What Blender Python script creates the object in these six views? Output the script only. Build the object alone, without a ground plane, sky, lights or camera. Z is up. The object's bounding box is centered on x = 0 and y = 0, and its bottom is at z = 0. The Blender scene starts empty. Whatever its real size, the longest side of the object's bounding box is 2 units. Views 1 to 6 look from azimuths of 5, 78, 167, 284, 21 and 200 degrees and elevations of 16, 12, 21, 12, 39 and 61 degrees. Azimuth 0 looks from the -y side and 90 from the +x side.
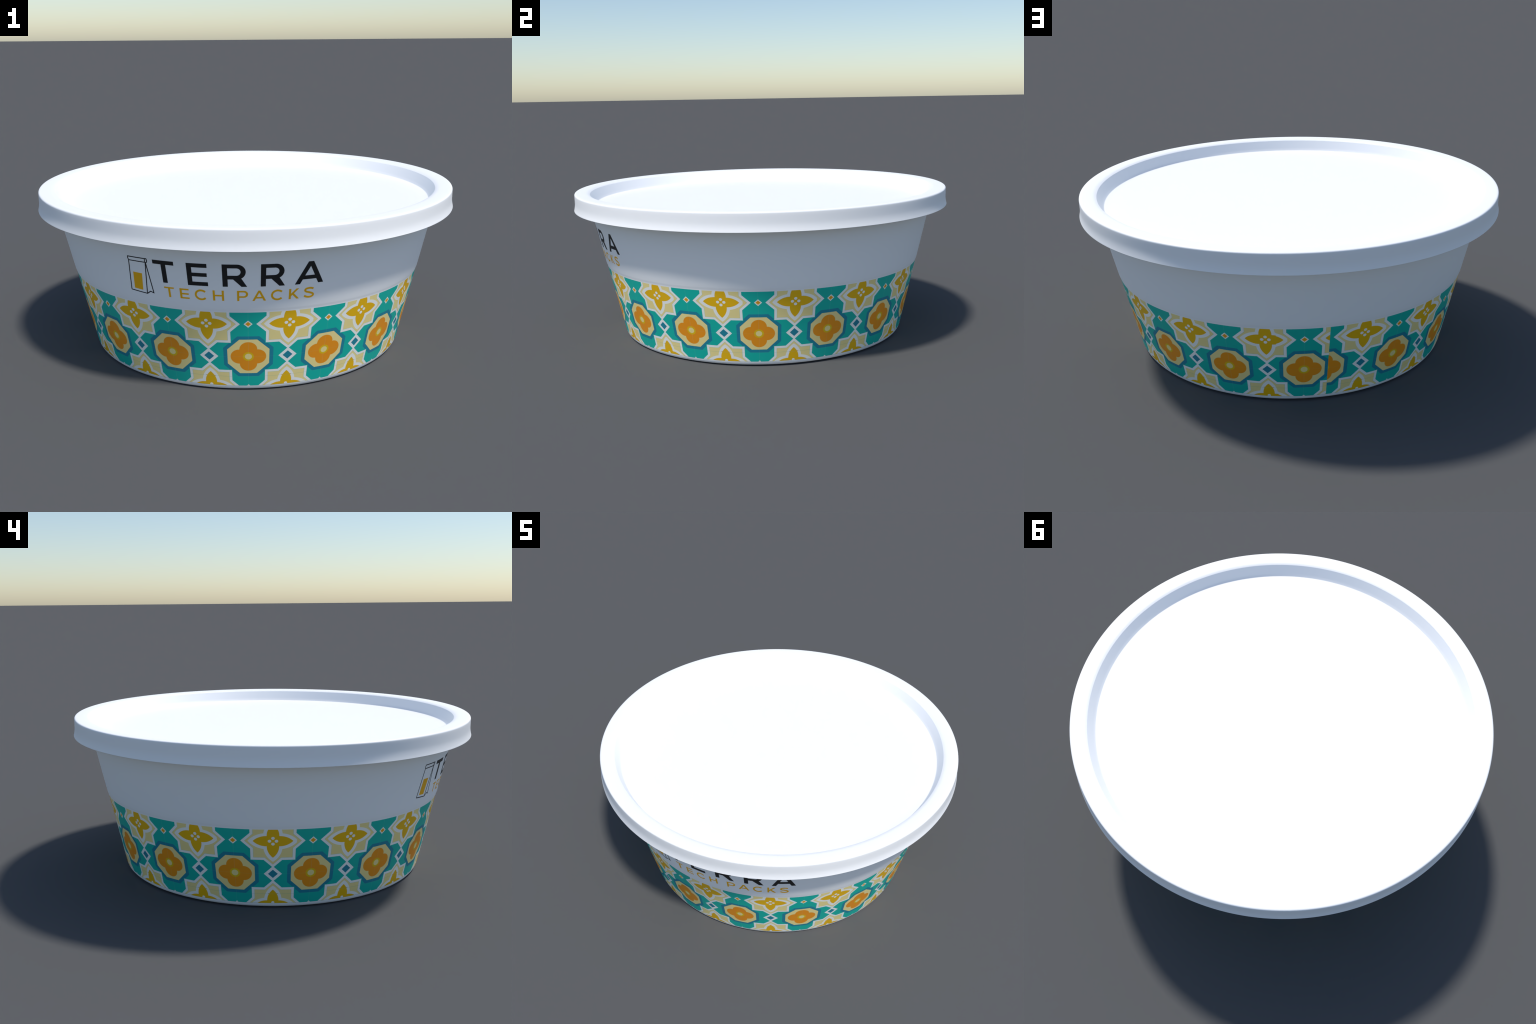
"""Round white food tub with a press-on lid, a printed tile-pattern band and a printed logo.

Everything is a body of revolution described by a profile (radius, height); the prints are a
node material (tile pattern) and thin ink pieces wrapped on the cone of the wall (logo).
"""
import bpy, bmesh, math
from mathutils import Vector

SEG = 512                      # steps round the tub
TILT = 0.0040                  # the tub leans a quarter of a degree
# wall: two cones of the same taper, the upper one a millimetre proud of the printed band
BAND_LOW, BAND_TOP = 0.0235, 0.3840
TAPER = 0.2192


def band_radius(z):
    return 0.7693 + TAPER * (z - 0.03)


def wall_radius(z):
    return 0.8533 + TAPER * (z - 0.405)


# ---------------------------------------------------------------- colours (linear albedo)
WHITE = (0.97, 0.97, 0.97)
PRINT_WHITE = (0.97, 0.965, 0.91)
INK_BLACK = (0.012, 0.012, 0.013)
INK_GOLD = (0.96, 0.485, 0.006)
TEAL = (0.005, 0.485, 0.388)
CREAM = (0.94, 0.78, 0.33)
ORANGE = (0.92, 0.325, 0.012)
YELLOW = (0.90, 0.51, 0.006)
RING = (0.84, 0.53, 0.008)
BLUE = (0.015, 0.25, 0.345)


# ---------------------------------------------------------------- node helpers
class Net:
    """Writes arithmetic as Math nodes."""

    def __init__(self, mat):
        self.t = mat.node_tree
        self.n, self.l = self.t.nodes, self.t.links

    def m(self, op, a, b=None, c=None):
        node = self.n.new("ShaderNodeMath")
        node.operation = op
        for i, x in enumerate((a, b, c)):
            if x is None:
                continue
            if isinstance(x, (int, float)):
                node.inputs[i].default_value = x
            else:
                self.l.new(x, node.inputs[i])
        return node.outputs[0]

    def add(self, a, b): return self.m("ADD", a, b)
    def sub(self, a, b): return self.m("SUBTRACT", a, b)
    def mul(self, a, b): return self.m("MULTIPLY", a, b)
    def div(self, a, b): return self.m("DIVIDE", a, b)
    def abs(self, a): return self.m("ABSOLUTE", a)
    def lt(self, a, b): return self.m("LESS_THAN", a, b)
    def gt(self, a, b): return self.m("GREATER_THAN", a, b)
    def both(self, a, b): return self.m("MULTIPLY", a, b)
    def either(self, a, b): return self.m("MAXIMUM", a, b)
    def sqrt(self, a): return self.m("SQRT", a)
    def wrap(self, a): return self.sub(a, self.m("FLOOR", self.add(a, 0.5)))

    def length(self, a, b):
        return self.sqrt(self.add(self.mul(a, a), self.mul(b, b)))

    def mix(self, mask, under, over):
        node = self.n.new("ShaderNodeMix")
        node.data_type = "RGBA"
        self.l.new(mask, node.inputs[0])
        for socket, x in ((node.inputs[6], under), (node.inputs[7], over)):
            if isinstance(x, tuple):
                socket.default_value = (*x, 1)
            else:
                self.l.new(x, socket)
        return node.outputs[2]


def plain(name, colour, rough=0.5, spec=0.5, mottling=0.0):
    mat = bpy.data.materials.new(name)
    mat.use_nodes = True
    bsdf = mat.node_tree.nodes["Principled BSDF"]
    bsdf.inputs["Roughness"].default_value = rough
    bsdf.inputs["Specular IOR Level"].default_value = spec
    bsdf.inputs["Base Color"].default_value = (*colour, 1)
    if mottling:
        net = Net(mat)
        coord = net.n.new("ShaderNodeTexCoord")
        noise = net.n.new("ShaderNodeTexNoise")
        noise.inputs["Scale"].default_value = 9.0
        net.l.new(coord.outputs["Object"], noise.inputs["Vector"])
        dark = tuple(c * (1 - mottling) for c in colour)
        net.l.new(net.mix(noise.outputs[0], dark, colour), bsdf.inputs["Base Color"])
    return mat


def tile_pattern():
    """Moorish tile repeat: octagon medallions at the lattice points, eight-pointed stars
    with four-petal flowers at the cell centres, diamonds half way between."""
    mat = bpy.data.materials.new("printed_tile_pattern")
    mat.use_nodes = True
    k = Net(mat)
    bsdf = k.n["Principled BSDF"]
    bsdf.inputs["Roughness"].default_value = 0.5
    bsdf.inputs["Specular IOR Level"].default_value = 0.35
    coord = k.n.new("ShaderNodeTexCoord")
    xyz = k.n.new("ShaderNodeSeparateXYZ")
    k.l.new(coord.outputs["Object"], xyz.inputs[0])
    x, y, z = xyz.outputs
    # angle round the tub in degrees, 0 on -y; the print is cut and butted at 177.9 degrees
    angle = k.mul(k.m("ARCTAN2", x, k.mul(y, -1.0)), 180 / math.pi)
    angle = k.sub(angle, k.mul(k.gt(angle, 177.88), 360.0))
    u = k.div(k.sub(angle, 5.875), 23.656)
    u = k.add(u, k.mul(k.gt(u, 6.628), 0.034))          # the print slips just before the butt
    v = k.div(k.sub(z, 0.1715), 0.3160)
    # medallion coordinates and star coordinates
    p, q = k.abs(k.wrap(u)), k.abs(k.wrap(v))
    s_signed = k.wrap(k.sub(u, 0.5))
    s, t = k.abs(s_signed), k.abs(k.wrap(k.sub(v, 0.5)))

    def octagon(side, cut):
        return k.both(k.lt(k.m("MAXIMUM", p, q), side), k.lt(k.add(p, q), cut))

    def star(side, tip):
        return k.either(k.lt(k.m("MAXIMUM", s, t), side), k.lt(k.add(s, t), tip))

    def petals(centre, radius, drop):
        def pair(a, b):
            da = k.sub(a, centre)
            reach = k.sub(k.sqrt(k.m("MAXIMUM", k.sub(radius * radius, k.mul(da, da)), 0.0)), drop)
            return k.lt(b, reach)
        return k.either(pair(s, t), pair(t, s))

    def diamond(a, b, half):
        return k.lt(k.add(a, b), half)

    c = k.mix(octagon(0.314, 0.447), TEAL, BLUE)
    c = k.mix(octagon(0.264, 0.374), c, CREAM)
    lobe = k.either(k.lt(k.length(k.sub(p, 0.114), q), 0.111), k.lt(k.length(p, k.sub(q, 0.114)), 0.111))
    lobe = k.either(lobe, k.lt(k.m("MAXIMUM", p, q), 0.111))
    c = k.mix(lobe, c, ORANGE)
    c = k.mix(k.lt(k.length(p, q), 0.0695), c, RING)
    c = k.mix(k.lt(k.length(p, q), 0.0445), c, CREAM)
    c = k.mix(star(0.294, 0.403), c, TEAL)
    big = diamond(s, q, 0.119)
    c = k.mix(k.either(star(0.2845, 0.403), big), c, PRINT_WHITE)
    c = k.mix(diamond(s, q, 0.0648), c, BLUE)
    c = k.mix(star(0.2500, 0.3560), c, (0.52, 0.66, 0.50))     # hairline between cream and white
    c = k.mix(star(0.2460, 0.3510), c, CREAM)
    white_petal = k.both(petals(0.0810, 0.2845, 0.1647), k.lt(s_signed, 0.296))
    c = k.mix(white_petal, c, PRINT_WHITE)
    c = k.mix(petals(0.0813, 0.2243, 0.1472), c, YELLOW)
    seeds = k.either(k.lt(k.length(k.sub(s, 0.0430), t), 0.0218), k.lt(k.length(s, k.sub(t, 0.0430)), 0.0218))
    c = k.mix(seeds, c, PRINT_WHITE)
    c = k.mix(diamond(p, t, 0.0535), c, PRINT_WHITE)
    c = k.mix(diamond(p, t, 0.0350), c, YELLOW)
    c = k.mix(diamond(p, t, 0.0220), c, ORANGE)
    # faint repeat lines of the print
    upright = k.lt(p, 0.0030)
    c = k.mix(k.mul(upright, 0.12), c, (0.30, 0.55, 0.42))
    level = k.lt(q, 0.0024)
    c = k.mix(k.mul(level, 0.10), c, (0.30, 0.55, 0.42))
    tick = k.both(k.lt(k.abs(k.add(v, 0.314)), 0.0050), k.lt(s, 0.066))
    c = k.mix(tick, c, YELLOW)                          # printing flaw across the low petals
    low = k.lt(k.abs(k.add(v, 0.318)), 0.0032)
    c = k.mix(k.mul(low, 0.24), c, (0.10, 0.42, 0.33))
    hem = k.lt(z, BAND_LOW + 0.0013)
    c = k.mix(k.mul(hem, 0.6), c, (0.02, 0.20, 0.17))
    k.l.new(c, bsdf.inputs["Base Color"])
    return mat


# ---------------------------------------------------------------- geometry helpers
def link(obj, parent):
    bpy.context.scene.collection.objects.link(obj)
    obj.parent = parent
    return obj


def fillet(p0, corner, p1, steps=6):
    """Quadratic rounding of a corner."""
    out = []
    for i in range(steps + 1):
        f = i / steps
        a = (1 - f) ** 2, 2 * f * (1 - f), f * f
        out.append(tuple(a[0] * p0[j] + a[1] * corner[j] + a[2] * p1[j] for j in (0, 1)))
    return out


def line(p0, p1, steps):
    return [tuple(p0[j] + (p1[j] - p0[j]) * i / steps for j in (0, 1)) for i in range(steps + 1)]


def chain(*runs):
    out = []
    for run in runs:
        for pt in run:
            if not out or math.dist(pt, out[-1]) > 1e-6:
                out.append(pt)
    return out


def profile_normals(prof):
    """Outward 2D normals for a profile that runs from the axis below, round, to the axis."""
    seg = []
    for a, b in zip(prof, prof[1:]):
        d = Vector((b[0] - a[0], b[1] - a[1])).normalized()
        seg.append(Vector((d.y, -d.x)))
    return seg


def revolve(name, mat, parent, whole, lo=0, hi=None, crisp=()):
    """Revolve whole[lo..hi]; corner normals come from the whole profile, so parts cut from one
    profile join without a seam.  Points on the axis become one vertex."""
    hi = len(whole) - 1 if hi is None else hi
    seg = profile_normals(whole)
    verts, rows = [], []
    for i in range(lo, hi + 1):
        r, z = whole[i]
        if r < 1e-6:
            rows.append([len(verts)] * SEG)
            verts.append((0, 0, z))
        else:
            rows.append(list(range(len(verts), len(verts) + SEG)))
            verts += [(r * math.sin(a), -r * math.cos(a), z) for a in (math.tau * j / SEG for j in range(SEG))]
    faces, loop_n = [], []

    def corner(i, side):
        # normal at profile point i, smooth unless the turn is sharper than 30 degrees
        n = seg[side]
        other = seg[i - 1] if side == i else (seg[i] if i < len(seg) else None)
        if i == 0 or other is None or whole[i] in crisp:
            return n
        if n.dot(other) > math.cos(math.radians(30)):
            wa = math.dist(whole[side], whole[side + 1])
            j = i - 1 if side == i else i
            wb = math.dist(whole[j], whole[j + 1])
            return (n / wa + other / wb).normalized()   # short steps count more: flats stay flat
        return n

    for i in range(lo, hi):
        na, nb = corner(i, i), corner(i + 1, i)
        ra, rb = rows[i - lo], rows[i + 1 - lo]
        for j in range(SEG):
            jn = (j + 1) % SEG
            quad = [(ra[j], na, j), (ra[jn], na, j + 1), (rb[jn], nb, j + 1), (rb[j], nb, j)]
            seen, face = set(), []
            for vi, n, jj in quad:
                if vi not in seen:
                    seen.add(vi)
                    face.append(vi)
                    a = math.tau * jj / SEG
                    loop_n.append((n.x * math.sin(a), -n.x * math.cos(a), n.y))
            faces.append(face)
    me = bpy.data.meshes.new(name)
    me.from_pydata(verts, [], faces)
    me.materials.append(mat)
    me.polygons.foreach_set("use_smooth", [True] * len(me.polygons))
    me.update()
    me.normals_split_custom_set(loop_n)
    return link(bpy.data.objects.new(name, me), parent)


# ---------------------------------------------------------------- the tub
root = bpy.data.objects.new("food_tub", None)
bpy.context.scene.collection.objects.link(root)
root.location = (0.0, 0.0029, 0.0)
root.rotation_euler = (TILT, 0, 0)
root["label"] = "round white plastic food tub with colourful tile-pattern band"
root["category"] = "food container"

white_plastic = plain("white_plastic", WHITE, 0.5, 0.5)
lid_plastic = plain("white_lid_plastic", (0.968, 0.968, 0.968), 0.5, 0.5)
pattern = tile_pattern()

FOOT = 0.0030
base_run = chain([(0.0, 0.016), (0.690, 0.016)], fillet((0.690, 0.016), (0.705, 0.016), (0.710, 0.008), 4),
                 fillet((0.710, 0.008), (0.713, FOOT), (0.722, FOOT), 4),
                 line((0.722, FOOT), (0.748, FOOT), 2),
                 fillet((0.748, FOOT), (band_radius(BAND_LOW) - 0.0052, FOOT), (band_radius(BAND_LOW), BAND_LOW), 10))
band_run = chain(line((band_radius(BAND_LOW), BAND_LOW), (band_radius(BAND_TOP), BAND_TOP), 24))
step_run = chain([(band_radius(BAND_TOP), BAND_TOP)],
                 [(band_radius(0.386), 0.386), (band_radius(0.391) + 0.0003, 0.391), (wall_radius(0.398) - 0.0002, 0.398)],
                 line((wall_radius(0.402), 0.402), (wall_radius(0.708), 0.708), 16),
                 [(wall_radius(0.708) - 0.002, 0.712), (wall_radius(0.708) - 0.009, 0.712), (wall_radius(0.708) - 0.012, 0.708)],
                 line((wall_radius(0.690) - 0.014, 0.690), (band_radius(0.06) - 0.014, 0.06), 8),
                 fillet((band_radius(0.06) - 0.014, 0.06), (band_radius(0.03) - 0.014, 0.030), (0.72, 0.030), 5),
                 [(0.0, 0.030)])
cup = chain(base_run, band_run, step_run)
i0 = next(i for i, pt in enumerate(cup) if math.dist(pt, band_run[0]) < 1e-6)
i1 = next(i for i, pt in enumerate(cup) if math.dist(pt, band_run[-1]) < 1e-6)
hem = (cup[i0],)                     # the printed sleeve ends on a crisp edge
revolve("base", white_plastic, root, cup, 0, i0, hem)
revolve("patterned_band", pattern, root, cup, i0, i1, hem)
revolve("cup_wall", white_plastic, root, cup, i1, len(cup) - 1, hem)

# lid: recessed panel, sloping wall, broad rim, hollow-sided skirt that flares at the bottom
RIM = 0.7693
LID_EDGE = (0.9146, 0.7625)          # crisp inner edge of the rim
lid_run = chain(
    [(0.0, 0.6985)], [(0.888, 0.6985)],                                 # underside of the panel
    fillet((0.888, 0.6985), (0.8935, 0.6985), (0.8965, 0.7040), 3),
    line((0.8965, 0.7040), (0.9210, 0.7500), 2),
    fillet((0.9210, 0.7500), (0.9235, 0.7560), (0.930, 0.7570), 3),
    [(0.975, 0.758), (0.982, 0.755), (0.984, 0.750)],
    line((0.984, 0.750), (0.985, 0.686), 3),
    fillet((0.985, 0.686), (0.986, 0.6793), (0.994, 0.6793), 4),
    fillet((0.994, 0.6793), (0.9997, 0.6793), (1.0000, 0.6822), 5),
    fillet((1.0000, 0.6822), (0.9945, 0.7030), (0.9943, 0.7220), 10),
    line((0.9943, 0.7220), (0.9943, 0.7610), 4),
    fillet((0.9943, 0.7610), (0.9943, 0.7688), (0.9860, RIM), 8),
    fillet((0.9860, RIM), (0.955, 0.7700), (0.936, 0.7689), 8),
    fillet((0.936, 0.7689), (0.924, 0.7681), LID_EDGE, 8),
    line(LID_EDGE, (0.8875, 0.7105), 4),
    fillet((0.8875, 0.7105), (0.8860, 0.7082), (0.8825, 0.7081), 4),
    line((0.8825, 0.7081), (0.82, 0.7080), 2), [(0.0, 0.7080)])
revolve("lid", lid_plastic, root, lid_run, crisp=(LID_EDGE,))

# ---------------------------------------------------------------- printed logo
# glyphs are drawn flat in (s, z): s = arc length at radius 0.885, z = height on the wall
R0 = 0.885
black_ink = plain("black_ink", INK_BLACK, 0.5, 0.35)
gold_ink = plain("gold_ink", INK_GOLD, 0.5, 0.35)


def arc(cx, cz, rx, rz, a0, a1, steps=18):
    return [(cx + rx * math.cos(math.radians(a0 + (a1 - a0) * i / steps)),
             cz + rz * math.sin(math.radians(a0 + (a1 - a0) * i / steps))) for i in range(steps + 1)]


def smooth(points, steps=6):
    """Catmull-Rom through the points."""
    pts = [Vector(p) for p in points]
    pts = [2 * pts[0] - pts[1]] + pts + [2 * pts[-1] - pts[-2]]
    out = []
    for i in range(1, len(pts) - 2):
        a, b, c, d = pts[i - 1:i + 3]
        for j in range(steps):
            f = j / steps
            out.append(0.5 * (2 * b + (c - a) * f + (2 * a - 5 * b + 4 * c - d) * f * f + (3 * b - a - 3 * c + d) * f ** 3))
    out.append(pts[-2])
    return [tuple(p) for p in out]


def stroke(points, width):
    """Outline of a line of even width with mitred turns."""
    pts = [Vector(p) for p in points]
    left, right = [], []
    for i, p in enumerate(pts):
        d0 = (p - pts[i - 1]).normalized() if i else None
        d1 = (pts[i + 1] - p).normalized() if i < len(pts) - 1 else None
        d0, d1 = d0 or d1, d1 or d0
        n0, n1 = Vector((-d0.y, d0.x)), Vector((-d1.y, d1.x))
        n = (n0 + n1).normalized()
        n *= min(1 / max(n.dot(n0), 0.3), 2.5) * width / 2
        left.append(tuple(p + n))
        right.append(tuple(p - n))
    return left + right[::-1]


def print_on_wall(name, outlines, mat, lift=0.0006, sink=0.0014):
    """Fill the outlines (holes by even-odd), give them depth and wrap them on the wall."""
    cu = bpy.data.curves.new(name, "CURVE")
    cu.dimensions, cu.fill_mode, cu.extrude = "2D", "BOTH", 0.5
    for pts in outlines:
        sp = cu.splines.new("POLY")
        sp.points.add(len(pts) - 1)
        for pt, (a, b) in zip(sp.points, pts):
            pt.co = (a, b, 0, 1)
        sp.use_cyclic_u = True
    tmp = bpy.data.objects.new(name, cu)
    bpy.context.scene.collection.objects.link(tmp)
    me = bpy.data.meshes.new_from_object(tmp.evaluated_get(bpy.context.evaluated_depsgraph_get()))
    bpy.data.objects.remove(tmp)
    bpy.data.curves.remove(cu)
    bm = bmesh.new()
    bm.from_mesh(me)
    bmesh.ops.remove_doubles(bm, verts=bm.verts, dist=1e-6)
    lo, hi = min(v.co.x for v in bm.verts), max(v.co.x for v in bm.verts)
    cut = math.ceil(lo / 0.006) * 0.006
    while cut < hi:
        bmesh.ops.bisect_plane(bm, geom=bm.verts[:] + bm.edges[:] + bm.faces[:], plane_co=(cut, 0, 0), plane_no=(1, 0, 0), dist=1e-7)
        cut += 0.006
    for v in bm.verts:
        a, z = v.co.x / R0, v.co.y
        r = wall_radius(z) + (lift if v.co.z > 0 else -sink)
        v.co = (r * math.sin(a), -r * math.cos(a), z)
    bmesh.ops.recalc_face_normals(bm, faces=bm.faces)
    bm.to_mesh(me)
    bm.free()
    me.name = name
    me.materials.clear()
    me.materials.append(mat)
    return link(bpy.data.objects.new(name, me), root)


def letter(outlines, mat):
    return print_on_wall("letter", outlines, mat)


# first line of the logo, capitals 0.098 high
TOP, LOW = 0.6012, 0.5029


def big_r(x):
    """Capital R: stem, bowl with a rounded end, straight leg."""
    bowl_out = arc(x + 0.0590, 0.5686, 0.0340, 0.0326, 90, -62, 20)
    bowl_in = arc(x + 0.0560, 0.5684, 0.0168, 0.0162, 90, -90, 16)
    return [[(x, LOW), (x, TOP)] + bowl_out + [(x + 0.0980, LOW), (x + 0.0754, LOW), (x + 0.0425, 0.5358),
            (x + 0.0206, 0.5358), (x + 0.0206, LOW)],
            [(x + 0.0206, 0.5846)] + bowl_in + [(x + 0.0206, 0.5522)]]


letter([[(-0.2977, TOP), (-0.2051, TOP), (-0.2051, 0.5841), (-0.2411, 0.5841), (-0.2411, LOW), (-0.2617, LOW), (-0.2617, 0.5841), (-0.2977, 0.5841)]], black_ink)
letter([[(-0.1524, TOP), (-0.0690, TOP), (-0.0690, 0.5836), (-0.1320, 0.5836), (-0.1320, 0.5599), (-0.0710, 0.5599),
         (-0.0710, 0.5437), (-0.1320, 0.5437), (-0.1320, 0.5200), (-0.0684, 0.5200), (-0.0684, LOW), (-0.1524, LOW)]], black_ink)
letter(big_r(-0.0094), black_ink)
letter(big_r(0.1427), black_ink)
letter([[(0.3329, TOP), (0.3541, TOP), (0.4040, LOW), (0.3818, LOW), (0.3712, 0.5230), (0.3137, 0.5230), (0.3033, LOW), (0.2819, LOW)],
        [(0.3434, 0.5808), (0.3637, 0.5400), (0.3222, 0.5400)]], black_ink)

# second line, capitals 0.046 high
TOP, LOW = 0.4847, 0.4386


def small_c(cx):
    return stroke(arc(cx, 0.4616, 0.0232, 0.0204, 42, 318, 28), 0.0083)


letter([[(-0.2617, TOP), (-0.2178, TOP), (-0.2178, 0.4780), (-0.2353, 0.4780), (-0.2353, LOW), (-0.2445, LOW), (-0.2445, 0.4780), (-0.2617, 0.4780)]], gold_ink)
letter([[(-0.1926, TOP), (-0.1530, TOP), (-0.1530, 0.4777), (-0.1836, 0.4777), (-0.1836, 0.4645), (-0.1545, 0.4645),
         (-0.1545, 0.4575), (-0.1836, 0.4575), (-0.1836, 0.4452), (-0.1524, 0.4452), (-0.1524, LOW), (-0.1926, LOW)]], gold_ink)
letter([small_c(-0.1008)], gold_ink)
letter([[(-0.0523, TOP), (-0.0435, TOP), (-0.0435, 0.4652), (-0.0150, 0.4652), (-0.0150, TOP), (-0.0064, TOP), (-0.0064, LOW),
         (-0.0150, LOW), (-0.0150, 0.4582), (-0.0435, 0.4582), (-0.0435, LOW), (-0.0523, LOW)]], gold_ink)
letter([[(0.0472, LOW), (0.0472, TOP)] + arc(0.0750, 0.4691, 0.0170, 0.0156, 90, -90) + [(0.0558, 0.4535), (0.0558, LOW)],
        [(0.0558, 0.4779)] + arc(0.0738, 0.4691, 0.0096, 0.0088, 90, -90, 12) + [(0.0558, 0.4603)]], gold_ink)
letter([[(0.1334, TOP), (0.1418, TOP), (0.1654, LOW), (0.1560, LOW), (0.1506, 0.4492), (0.1240, 0.4492), (0.1184, LOW), (0.1092, LOW)],
        [(0.1374, 0.4756), (0.1470, 0.4562), (0.1276, 0.4562)]], gold_ink)
letter([small_c(0.2125)], gold_ink)
letter([[(0.2598, LOW), (0.2598, TOP), (0.2686, TOP), (0.2686, 0.4628), (0.2907, TOP), (0.3014, TOP), (0.2808, 0.4636),
         (0.3040, LOW), (0.2930, LOW), (0.2748, 0.4574), (0.2686, 0.4512), (0.2686, LOW)]], gold_ink)
letter([stroke(smooth([(0.3642, 0.4775), (0.3560, 0.4808), (0.3455, 0.4818), (0.3330, 0.4793), (0.3283, 0.4728), (0.3332, 0.4667), (0.3465, 0.4622),
                       (0.3595, 0.4573), (0.3652, 0.4505), (0.3605, 0.4439), (0.3475, 0.4410), (0.3345, 0.4435), (0.3262, 0.4480)]), 0.0082)], gold_ink)

# line drawing of a stand-up bag left of the words
PEN = 0.0042
bag = [
    stroke([(-0.4150, 0.5846), (-0.4176, 0.5935), (-0.4160, 0.6010), (-0.3335, 0.6006), (-0.3252, 0.6008), (-0.3236, 0.5940), (-0.3250, 0.5868), (-0.3312, 0.5818)], PEN),
    stroke([(-0.4152, 0.5842), (-0.3320, 0.5842)], PEN * 0.95),
    stroke([(-0.3330, 0.6000), (-0.3345, 0.5850)], PEN * 0.9),
    stroke([(-0.4148, 0.5842), (-0.4322, 0.4490), (-0.4308, 0.4468), (-0.3502, 0.4404), (-0.3318, 0.4528), (-0.3166, 0.4478), (-0.3312, 0.5836)], PEN),
    stroke([(-0.3322, 0.5840), (-0.3505, 0.4410)], PEN),
]
for outline in bag:
    print_on_wall("bag_outline", [outline], black_ink)
print_on_wall("bag_window", [[(-0.4037, 0.5322), (-0.3591, 0.5309), (-0.3694, 0.4537), (-0.4126, 0.4570)]], gold_ink)
